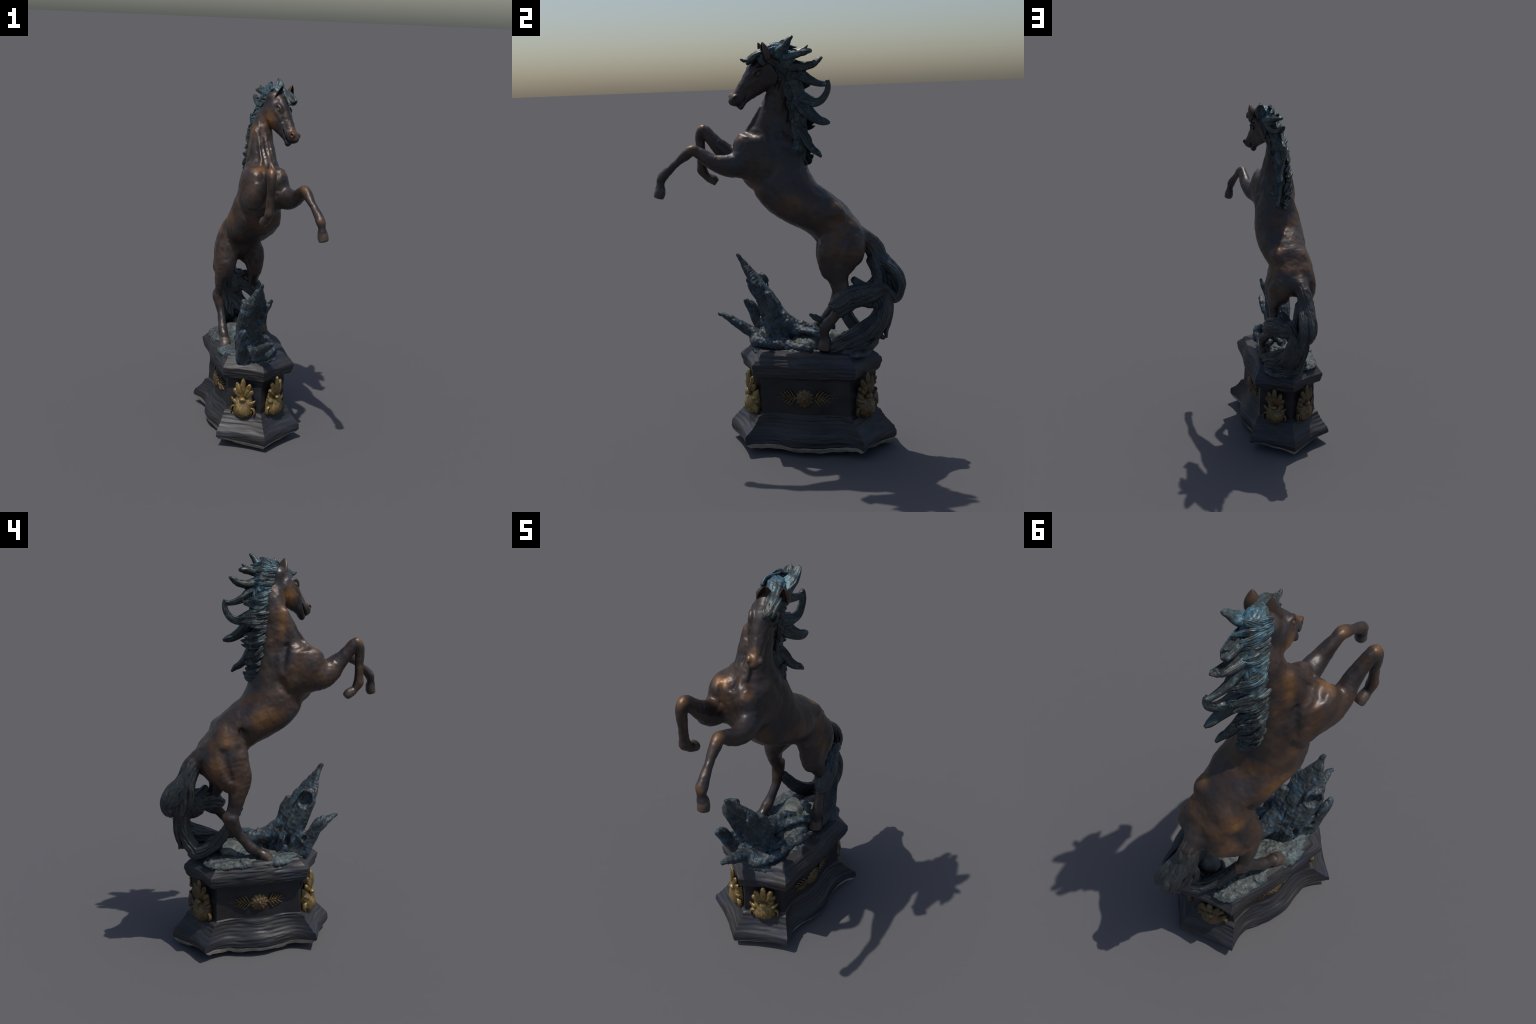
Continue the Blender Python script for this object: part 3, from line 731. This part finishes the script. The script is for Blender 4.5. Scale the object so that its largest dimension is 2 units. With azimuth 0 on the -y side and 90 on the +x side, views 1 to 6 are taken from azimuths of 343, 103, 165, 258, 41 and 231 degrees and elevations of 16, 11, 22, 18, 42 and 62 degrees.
# ----------------------------------------------------------------------------- tail
G1 = [(.007, 4, 8, 1), (.0042, 13, 22, 2)]
G2 = [(.005, 3, 12, 4), (.0042, 12, 26, 5)]
G3 = [(.007, 5, 22, 6), (.005, 14, 40, 3)]
tp = [
 Sweep([(-.046, .385, 1.040, .030, .033), (-.060, .427, .992, .034, .042), (-.066, .452, .93, .035, .040), (-.066, .465, .87, .036, .046), (-.064, .474, .81, .034, .044), (-.050, .484, .75, .036, .034), (-.025, .483, .68, .040, .030),
        (-.014, .460, .61, .042, .029), (-.024, .428, .556, .040, .033), (-.045, .405, .537, .030, .034), (-.072, .355, .558, .024, .030), (-.095, .308, .604, .020, .028), (-.112, .274, .655, .016, .024), (-.12, .256, .695, .012, .016)], groove=G1, k=.01),
 Sweep([(-.068, .465, .945, .026, .025), (-.074, .500, .895, .026, .032), (-.072, .526, .845, .026, .042), (-.066, .540, .795, .024, .040), (-.058, .537, .762, .018, .022)], groove=G1, k=.008),
 Sweep([(-.045, .462, .93, .026, .028), (-.036, .508, .895, .022, .022), (-.026, .544, .855, .020, .018), (-.022, .562, .808, .020, .017), (-.018, .552, .762, .020, .018), (-.006, .530, .748, .020, .020), (.010, .508, .782, .020, .017),
        (.018, .475, .806, .026, .015), (.026, .435, .802, .030, .014), (.030, .390, .812, .030, .014), (.045, .345, .845, .020, .012)], groove=G2, k=.010),
 Sweep([(-.035, .430, .93, .022, .030), (-.018, .452, .87, .022, .022), (-.005, .46, .82, .022, .018)], groove=G2, k=.012),
 Sweep([(.0, .475, .70, .030, .028), (.028, .448, .64, .034, .036), (.052, .396, .597, .038, .043), (.076, .345, .570, .037, .040), (.098, .295, .548, .032, .033), (.115, .25, .525, .026, .024)], groove=G3, k=.012),
 Sweep([(.010, .460, .785, .028, .030), (.040, .415, .780, .040, .044), (.066, .360, .774, .044, .050), (.086, .312, .762, .042, .048), (.104, .270, .738, .026, .034), (.112, .240, .738, .008, .010)], groove=G3, k=.012),
 Sweep([(.096, .320, .728, .026, .024), (.102, .298, .710, .026, .020), (.108, .282, .695, .014, .014)], groove=G3, k=.012),
 Sweep([(-.005, .440, .83, .018, .022), (.005, .415, .770, .024, .042), (.012, .405, .725, .020, .042)], groove=G2, k=.014),
 Sweep([(.015, .495, .745, .022, .020), (.034, .492, .70, .024, .022), (.040, .474, .64, .026, .024), (.032, .436, .575, .026, .024)], groove=G2, k=.012),
 Sweep([(-.01, .46, .78, .028, .028), (.0, .47, .73, .03, .026), (.005, .47, .68, .03, .026)], groove=G2, k=.014),
 Sweep([(-.03, .412, .52, .036, .028), (.03, .395, .516, .038, .026), (.065, .35, .512, .036, .026), (.10, .30, .508, .036, .026)], groove=G3, k=.014),
]
Vt, Ft = surface_nets(field(tp), (-.16, .18, .46), (.18, .64, 1.12), .0032)
tail = obj('tail', quad_mesh('tail', relax(Vt, Ft, 1, .25), Ft, TAIL), statue)
for i, (rows, nh) in enumerate([
  ([(-.085, .415, 1.00, .010, .008), (-.100, .445, .94, .014, .010), (-.102, .470, .88, .014, .010), (-.100, .500, .83, .012, .009), (-.092, .530, .80, .004, .004)], (-1, .2, 0)),
  ([(-.080, .430, .98, .008, .007), (-.100, .440, .92, .012, .009), (-.104, .438, .86, .014, .010), (-.100, .452, .80, .012, .009), (-.080, .480, .76, .004, .004)], (-1, 0, 0)),
  ([(-.070, .470, .95, .010, .008), (-.085, .505, .91, .014, .010), (-.095, .535, .86, .014, .010), (-.090, .556, .81, .010, .008), (-.070, .560, .775, .004, .004)], (-1, .4, .2)),
  ([(-.060, .500, .78, .010, .008), (-.060, .512, .71, .012, .009), (-.045, .508, .64, .012, .009), (-.030, .490, .58, .010, .008), (-.01, .492, .545, .004, .004)], (-.5, 1, 0)),
  ([(-.005, .445, .565, .014, .012), (-.002, .465, .555, .012, .010), (.0, .480, .548, .006, .006), (.0, .485, .558, .003, .003)], (0, 0, 1)),
  ([(.030, .44, .81, .012, .008), (.060, .39, .826, .014, .008), (.080, .34, .815, .014, .008), (.105, .295, .78, .012, .008), (.118, .262, .760, .004, .004)], (.8, 0, .6)),
  ([(.040, .45, .755, .010, .008), (.085, .40, .752, .013, .009), (.112, .35, .742, .014, .009), (.126, .300, .725, .011, .008), (.126, .268, .700, .003, .003)], (1, 0, .2)),
  ([(.042, .455, .68, .010, .008), (.072, .415, .632, .014, .010), (.102, .36, .602, .014, .010), (.122, .305, .575, .012, .008), (.126, .265, .560, .003, .003)], (1, .3, .5)),
  ([(.042, .452, .62, .010, .008), (.075, .412, .575, .014, .010), (.104, .365, .548, .014, .010), (.124, .31, .532, .010, .008), (.128, .27, .520, .003, .003)], (1, .4, .4)),
  ([(-.050, .385, .560, .010, .008), (-.085, .34, .582, .013, .009), (-.108, .30, .620, .012, .008), (-.124, .268, .672, .004, .004)], (-1, 0, .4)),
  ([(.005, .52, .76, .010, .008), (.028, .505, .80, .014, .008), (.040, .465, .822, .014, .008), (.052, .425, .815, .010, .007), (.06, .40, .80, .003, .003)], (.8, 0, .5)),
  ([(-.02, .545, .86, .010, .008), (-.005, .562, .81, .013, .009), (.0, .552, .765, .012, .009), (.012, .528, .745, .005, .005)], (.6, .8, 0))]):
    mane_lock(rows, nh, 150 + i, 8, .24, parent=tail, mat=TAIL, nm='tail_lock')

# ----------------------------------------------------------------------------- tree stump
sp = [
 # tall splintered wall leaning forward
 Sweep([(-.030, -.055, .47, .080, .090), (-.035, -.068, .56, .078, .082), (-.050, -.094, .65, .074, .066), (-.054, -.128, .73, .078, .050), (-.049, -.162, .80, .078, .036), (-.044, -.192, .855, .052, .025), (-.038, -.218, .90, .026, .018), (-.032, -.248, .952, .009, .009)], side=(1, .34, 0), k=.02),
 Sweep([(.010, -.052, .66, .026, .026), (.020, -.066, .72, .022, .020), (.022, -.084, .765, .016, .014)], k=.025),
 Blob((-.098, -.152, .790), (.034, .046, .058), k=.012),
 Blob((-.082, -.046, .585), (.030, .040, .050), k=.014),
 Blob((-.105, -.130, .590), (.022, .032, .036), k=.012),
 # great hollow, open to the front
 Sweep([(.030, -.145, .565, .072, .052), (.012, -.165, .64, .086, .060), (-.006, -.190, .72, .082, .055), (-.016, -.224, .80, .060, .044), (-.026, -.262, .87, .036, .028)], k=.014, op='sub'),
 # front shell with second prong, low forward branch, front lip
 Sweep([(-.080, -.12, .49, .050, .050), (-.102, -.152, .55, .032, .038), (-.116, -.182, .61, .022, .034), (-.120, -.213, .665, .018, .026), (-.118, -.238, .692, .014, .016)], k=.02),
 Sweep([(-.02, -.125, .505, .060, .042), (-.022, -.180, .548, .036, .027), (-.010, -.236, .587, .028, .022), (.0, -.285, .622, .024, .018), (.004, -.320, .645, .018, .014), (.005, -.345, .657, .011, .009)], k=.02),
 Sweep([(-.01, -.165, .515, .03, .03), (.045, -.150, .525, .026, .026), (.085, -.105, .535, .024, .024), (.098, -.055, .530, .022, .022), (.090, -.01, .520, .022, .022)], k=.02),
 # roots running back to the hind hooves
 Sweep([(-.020, -.02, .60, .050, .058), (-.015, .03, .585, .036, .048), (-.015, .085, .575, .030, .040), (-.008, .135, .565, .028, .034), (.01, .17, .545, .024, .026)], k=.025),
 Sweep([(.03, -.03, .52, .05, .04), (.07, .01, .520, .034, .028), (.10, .06, .518, .026, .022), (.118, .13, .512, .018, .014)], k=.018),
 Sweep([(.0, .05, .57, .03, .03), (.03, .09, .585, .022, .018), (.06, .14, .585, .018, .014), (.09, .19, .575, .014, .012)], k=.015),
 # twig by the left hind leg
 Sweep([(.02, .23, .61, .018, .014), (.07, .20, .642, .015, .013), (.10, .165, .665, .012, .011), (.118, .138, .690, .008, .007)], k=.01),
 # broken fin on the left rim
 Sweep([(.010, -.14, .755, .016, .024), (.030, -.165, .805, .014, .020), (.042, -.186, .838, .010, .010)], k=.015),
 # knot holes
 Blob((-.142, -.142, .802), (.066, .038, .050), axes=((1, .25, -.15), (0, 1, .5)), k=.008, op='sub'),
 Blob((-.122, -.050, .582), (.040, .020, .034), axes=((1, 0, -.2), (0, 1, .1)), k=.008, op='sub'),
 Blob((-.132, -.134, .590), (.026, .014, .018), k=.006, op='sub'),
 Blob((-.080, .065, .535), (.05, .035, .026), k=.01, op='sub'),
]
def stump_disp(P):
    al = -.45 * P[:, 1] + .89 * P[:, 2]; q2 = .89 * P[:, 1] + .45 * P[:, 2]
    G = np.column_stack([P[:, 0], q2, al * .16])
    return -.0065 * np.abs(vnoise(G, 46, 3)) - .0045 * np.abs(vnoise(G, 105, 4)) + .0035 * vnoise(P, 24, 6) + .0018 * vnoise(P, 80, 8) + .003
Vs, Fs = surface_nets(field(sp, stump_disp), (-.20, -.37, .44), (.16, .26, .98), .0032)
obj('tree_stump', quad_mesh('tree_stump', Vs, Fs, STUMP), statue)

# ----------------------------------------------------------------------------- rocky ground and stones
gp = [
 Blob((0, .11, .478), (.155, .30, .040), k=.01), Blob((-.105, .20, .490), (.090, .19, .034), k=.02), Blob((-.115, .02, .490), (.080, .14, .030), k=.02),
 Blob((-.01, -.08, .488), (.13, .10, .028), k=.02), Blob((.04, .33, .492), (.115, .095, .028), k=.02), Blob((.10, .10, .488), (.075, .16, .022), k=.02),
 Blob((.035, .11, .520), (.070, .11, .042), axes=((1, 0, -.2), (0, 1, .15)), k=.02), Blob((-.03, .20, .520), (.065, .09, .036), k=.02), Blob((.06, .255, .520), (.055, .06, .036), k=.02),
]
def rock_disp(P):
    return .007 * vnoise(P, 17, 6) + .008 * np.abs(vnoise(P, 42, 7)) + .003 * vnoise(P, 110, 8)
Vg, Fg = surface_nets(field(gp, rock_disp), (-.23, -.27, .43), (.21, .49, .60), .004)
obj('rocky_ground', quad_mesh('rocky_ground', Vg, Fg, ROCK), statue)
def stone(c, r, ax, seed):
    f = field([Blob(c, r, ax)], lambda P: .010 * vnoise(P, 20, seed) + .003 * vnoise(P, 60, seed + 1))
    R = max(r) + .03
    v, q = surface_nets(f, np.array(c) - R, np.array(c) + R, .004)
    obj('stone', quad_mesh('stone', v, q, STONE), statue)
stone((.062, .150, .530), (.042, .040, .040), None, 31)
stone((-.045, .225, .530), (.055, .075, .038), ((1, .2, .1), (0, 1, .2)), 32)
stone((.02, .30, .535), (.05, .05, .035), ((1, .2, .3), (0, 1, .2)), 33)

# ----------------------------------------------------------------------------- plinth
PY = .112
def plan(cx, cy, ty, mid, dip, n=30):
    """hexagonal plan with pointed ends and serpentine long sides, as a closed loop"""
    pts = []
    def side_x(s):
        s = abs(s)
        if s < .62:
            return dip + (mid - dip) * (.5 + .5 * math.cos(math.pi * s / .62))
        q = (s - .62) / .38
        return dip + (cx - dip) * q ** 1.7
    def end(p0, p1, m):
        for i in range(m):
            t = i / m; bow = -.010 * math.sin(math.pi * t)
            d = np.array(p1) - np.array(p0); nn = np.array([d[1], -d[0]]); nn = nn / max(np.linalg.norm(nn), 1e-9)
            q = np.array(p0) + d * t + nn * bow
            pts.append((q[0], q[1]))
    m = 14
    end((0, -ty), (cx, -cy), m)
    for i in range(2 * n): s = -1 + i / n; pts.append((side_x(s), s * cy))
    end((cx, cy), (0, ty), m); end((0, ty), (-cx, cy), m)
    for i in range(2 * n): s = 1 - i / n; pts.append((-side_x(s), s * cy))
    end((-cx, -cy), (0, -ty), m)
    return np.array(pts)
# levels: z, corner x, corner y, tip y, side bulge x, side dip x
levels = [
 ('pl', .000, .222, .270, .398, .214, .188), ('pl', .014, .232, .282, .412, .224, .194), ('pl', .026, .237, .287, .418, .229, .196),
 ('w', .030, .239, .289, .420, .231, .197), ('w', .046, .243, .294, .425, .234, .199), ('w', .074, .242, .293, .424, .233, .198), ('w', .090, .236, .286, .415, .227, .193),
 ('w', .104, .224, .273, .400, .216, .182), ('w', .122, .211, .260, .381, .204, .173), ('w', .142, .199, .248, .364, .194, .166), ('w', .160, .190, .239, .352, .187, .161), ('w', .172, .187, .236, .347, .184, .160),
 ('w', .180, .176, .222, .328, .178, .161),
 ('d', .186, .169, .221, .326, .176, .156), ('d', .26, .165, .217, .321, .175, .155), ('d', .33, .163, .215, .318, .174, .154), ('d', .363, .162, .214, .317, .174, .154),
 ('w', .368, .172, .222, .322, .184, .170), ('w', .373, .185, .234, .336, .199, .187), ('w', .384, .195, .243, .346, .208, .196), ('w', .403, .200, .248, .352, .211, .200), ('w', .430, .204, .251, .358, .212, .200),
 ('w', .444, .202, .249, .355, .209, .197), ('w', .456, .193, .239, .341, .204, .191), ('w', .468, .182, .228, .325, .199, .185), ('w', .480, .173, .218, .312, .194, .180), ('w', .494, .164, .208, .299, .187, .171),
 ('w', .497, .10, .14, .22, .10, .09), ('w', .497, .0, .0, .0, .0, .0)]
def level_at(i, t):
    a, b = levels[i], levels[min(i + 1, len(levels) - 1)]
    return [a[k] * (1 - t) + b[k] * t for k in range(1, 7)]
rings = []; tags = []
for i, l in enumerate(levels):
    gap = levels[i + 1][1] - l[1] if i + 1 < len(levels) else 0
    sub = max(1, int(round(gap / .0032))) if l[0] != 'd' else 4
    if i >= len(levels) - 3: sub = 1
    for q in range(sub):
        v = level_at(i, q / sub); z = v[0]
        if l[0] == 'w' and i < len(levels) - 2:      # turned reeds along the mouldings
            w_ = .5 - .5 * math.cos(2 * math.pi * z / .021 + 1.1 * math.sin(z * 47))
            v = [z] + [x - .0015 * w_ for x in v[1:]]
        rings.append(np.column_stack([plan(*v[1:]), np.full(4 * 30 + 4 * 14, z)])); tags.append(l[0])
R = np.array(rings); nr, na, _ = R.shape
flat = R.reshape(-1, 3)
# hand-made unevenness: the underside lifts at the corners, mouldings wander
lowmask = np.clip((.062 - flat[:, 2]) / .05, 0, 1)
ax_, yy = np.abs(flat[:, 0]), flat[:, 1]
lift = (.020 + .008 * (flat[:, 0] < 0)) * np.clip(ax_ / .21, 0, 1) - .014 * np.clip(1 - (yy / .26) ** 2, 0, 1) * (ax_ > .14)
P0 = np.column_stack([flat[:, 0], yy, np.zeros(len(yy))])
flat[:, 2] += lowmask * (lift + .007 * vnoise(P0, 13, 41) + .004 * vnoise(P0, 31, 42)) + .003 * vnoise(P0, 10, 43)
nz = fbm(flat * [1, 1, 2.2], 11, 2, 51)
rad = flat[:, :2] / np.maximum(np.linalg.norm(flat[:, :2], axis=1), 1e-6)[:, None]
flat[:, :2] += rad * (nz * .0030 + .0022 * vnoise(flat * [1, 1, 7], 20, 53))[:, None]
flat[:, 1] += PY
flat[:, 2] -= flat[:, 2].min() - .004
def ring_part(name, sel, mat, cap=None):
    A = Acc(); i0, i1 = sel
    vv = flat.reshape(nr, na, 3)[i0:i1 + 1].reshape(-1, 3); ff = []
    for i in range(i1 - i0):
        for j in range(na):
            a = i * na + j; b = i * na + (j + 1) % na
            ff.append((a, b, b + na, a + na))
    if cap: ff.append(tuple(range(na))[::-1])
    A.add(vv, ff); return obj(name, A.mesh(name, mat, True, 38), statue)
first_w = tags.index('w'); first_d = tags.index('d'); last_d = len(tags) - 1 - tags[::-1].index('d')
ring_part('plaster_rim', (0, first_w), PLASTER, True)
ring_part('plinth_base', (first_w, first_d), PLINTH)
ring_part('plinth_panel', (first_d, last_d), PANEL)
ring_part('plinth_top', (last_d, nr - 1), PLINTH)

# ----------------------------------------------------------------------------- gilt ornaments
def dome(c, ax, r, nu=14, nv=7):
    """ellipsoid dome, ax = (u, v, w) unit axes"""
    vv = []; ff = []
    for i in range(nv + 1):
        la = math.pi * i / nv
        for j in range(nu):
            lo_ = 2 * math.pi * j / nu
            vv.append(np.array(c) + ax[0] * r[0] * math.sin(la) * math.cos(lo_) + ax[1] * r[1] * math.sin(la) * math.sin(lo_) + ax[2] * r[2] * math.cos(la))
    for i in range(nv):
        for j in range(nu): ff.append((i * nu + j, (i + 1) * nu + j, (i + 1) * nu + (j + 1) % nu, i * nu + (j + 1) % nu))
    return vv, ff

def flower_ornament(sgn):
    base = empty('flower_ornament', statue)
    xs = sgn * .168
    U = np.array([0, 1.0, 0]); W = np.array([0, 0, 1.0]); Nn = np.array([sgn * 1.0, 0, 0])
    def sx(dy): return sgn * (.154 + .020 * (.5 + .5 * math.cos(math.pi * min(1, abs(dy) / (.62 * .21)))))
    cz = .283; cy = .110
    P = lambda u, v, h: np.array([sx(u) + sgn * h, cy + u, cz + v])
    for ring, (r0, r1, n, hh) in enumerate(((.022, .046, 12, .006), (.012, .027, 10, .011))):
        for i in range(n):
            a = 2 * math.pi * (i + .5 * ring) / n
            d = np.array([math.cos(a), math.sin(a)])
            rows = []
            for s, wf in ((0, .35), (.35, .8), (.7, 1.0), (.92, .75), (1, .25)):
                rr = r0 * .4 + (r1 - r0 * .4) * s
                rows.append((*P(d[0] * rr, d[1] * rr, hh - .006 * s * s + .003 * math.sin(s * 3)), wf * math.pi * r1 / n * .98, .0042))
            Vv, Fv = loft(rows, Nn, 12, 3, 2, .12, i, .9, -.25)
            A = Acc(); A.add(Vv, Fv); obj('petal', A.mesh('petal', DULLGOLD), base)
    A = Acc(); A.add(*dome(P(0, 0, .014), (U, W, Nn), (.011, .011, .008))); obj('flower_centre', A.mesh('flower_centre', DULLGOLD), base)
    for e in (-1, 1):
        A = Acc()
        rows = [(*P(e * u, 0, .002), .0035, .004) for u in (.03, .07, .11)]; A.add(*loft(rows, Nn, 10, 3, 1, 0))
        for k in range(4):
            for v in (-1, 1):
                u0 = .044 + .015 * k; hv = .040 - .0065 * k
                rows = [(*P(e * u0, v * .001, .003), .0032, .0035), (*P(e * (u0 + .012), v * hv * .30, .007), .0042, .0042), (*P(e * (u0 + .020), v * hv * .66, .007), .0038, .0038),
                        (*P(e * (u0 + .030), v * hv * .92, .005), .0032, .003), (*P(e * (u0 + .036), v * hv * .93, .003), .0010, .0015)]
                A.add(*loft(rows, Nn, 10, 3, 2, .15, k))
        o = obj('leaf_spray', A.mesh('leaf_spray', DULLGOLD), base)
        for k in range(5):
            B = Acc(); r = .0062 - .0009 * k
            B.add(*dome(P(e * (.112 + .0105 * k), 0, .002), (U, W, Nn), (r * 1.0, r * .85, r * .9), 10, 6)); obj('bead', B.mesh('bead', DULLGOLD), base)
    return base
flower_ornament(1); flower_ornament(-1)

def scroll_ornament(c, nrml, mat):
    """acanthus shield with side volutes below a fan of leaves"""
    base = empty('scroll_ornament', statue)
    Nn = nrm((nrml[0], nrml[1], 0)); W = np.array([0, 0, 1.0]); U = np.cross(W, Nn)
    c = np.array(c, float)
    P = lambda u, v, h: c + U * u * 1.2 + W * v + Nn * h
    # shield: grid patch bulging outwards, scalloped rim, split down the middle
    nu, nv = 25, 21; vv = []; ff = []
    for j in range(nv):
        q = j / (nv - 1); v = .056 - .122 * q
        wd = (.034 + .012 * math.sin(q * 2.4)) * (1 if q < .8 else math.sqrt(max(.04, 1 - ((q - .8) / .2) ** 2 * .85)))
        bul = .016 + .036 * math.sin(math.pi * min(1, q * 1.0) ** 1.25 * .86)
        for i in range(nu):
            s = -1 + 2 * i / (nu - 1)
            h = bul * math.sqrt(max(0, 1 - .90 * s * s)) + .002 * math.cos(s * math.pi * 3) * (abs(s) < .95) - .004 * math.exp(-(s / .05) ** 2)
            vv.append(P(s * wd, v + .014 * (1 - q) * s * s, h - .004))
    for j in range(nv - 1):
        for i in range(nu - 1):
            a = j * nu + i; ff.append((a, a + nu, a + nu + 1, a + 1))
    bt = len(vv); ring = [i for i in range(nu)] + [j * nu + nu - 1 for j in range(1, nv)] + [(nv - 1) * nu + i for i in range(nu - 2, -1, -1)] + [j * nu for j in range(nv - 2, 0, -1)]
    for k in ring: vv.append(vv[k] - Nn * (np.dot(vv[k] - c, Nn) + .012))
    for k in range(len(ring)):
        k2 = (k + 1) % len(ring); ff.append((ring[k], ring[k2], bt + k2, bt + k))
    A = Acc(); A.add(vv, ff); obj('shield', A.mesh('shield', mat), base)
    A = Acc(); A.add(*dome(P(0, .048, .030), (U, W, Nn), (.020, .013, .016))); obj('boss', A.mesh('boss', mat), base)
    for e in (-1, 1):
        # volute
        rows = []
        for k in range(15):
            a = -.6 + k * .52; rr = .024 * (1 - k / 16.5)
            rows.append((*P(e * (.040 + rr * math.cos(a) * .75), -.022 + rr * math.sin(a) * 1.25 - .004, .010), .0052 * (1 - k / 26), .011))
        A = Acc(); A.add(*loft(rows, Nn, 10, 3, 1, 0)); A.add(*dome(P(e * .041, -.024, .014), (U, W, Nn), (.006, .008, .008), 10, 6)); obj('volute', A.mesh('volute', mat), base)
        rows = [(*P(e * .028, .018, .022), .008, .007), (*P(e * .040, .028, .018), .010, .007), (*P(e * .050, .034, .012), .007, .006), (*P(e * .058, .044, .008), .002, .003)]
        A = Acc(); A.add(*loft(rows, Nn, 10, 4, 3, .2)); obj('curled_leaf', A.mesh('curled_leaf', mat), base)
    # palmette
    for k, a in enumerate((-54, 54, -27, 27, 0)):
        t = math.radians(a); ln = .112 - .040 * abs(a) / 58
        d = (math.sin(t) * .80, math.cos(t)); lay = .004 * (k // 2)
        rows = [(*P(d[0] * .006, .055, .010), .008, .008), (*P(d[0] * ln * .45, .055 + d[1] * ln * .40, .015 + lay), .0160, .010), (*P(d[0] * ln * .78, .055 + d[1] * ln * .75, .013 + lay), .0150, .009),
                (*P(d[0] * ln * .90, .055 + d[1] * ln * .93, .012 + lay), .0095, .007), (*P(d[0] * ln * .96, .055 + d[1] * ln, .013 + lay), .002, .003)]
        A = Acc(); A.add(*loft(rows, Nn, 12, 4, 2, .15, k, .9, -.2)); obj('leaf', A.mesh('leaf', mat), base)
    return base
scroll_ornament((.086, -.166, .232), (.56, -.83), GOLD)
scroll_ornament((-.086, -.166, .232), (-.56, -.83), GOLD)
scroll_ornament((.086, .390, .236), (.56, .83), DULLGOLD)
scroll_ornament((-.086, .390, .236), (-.56, .83), DULLGOLD)
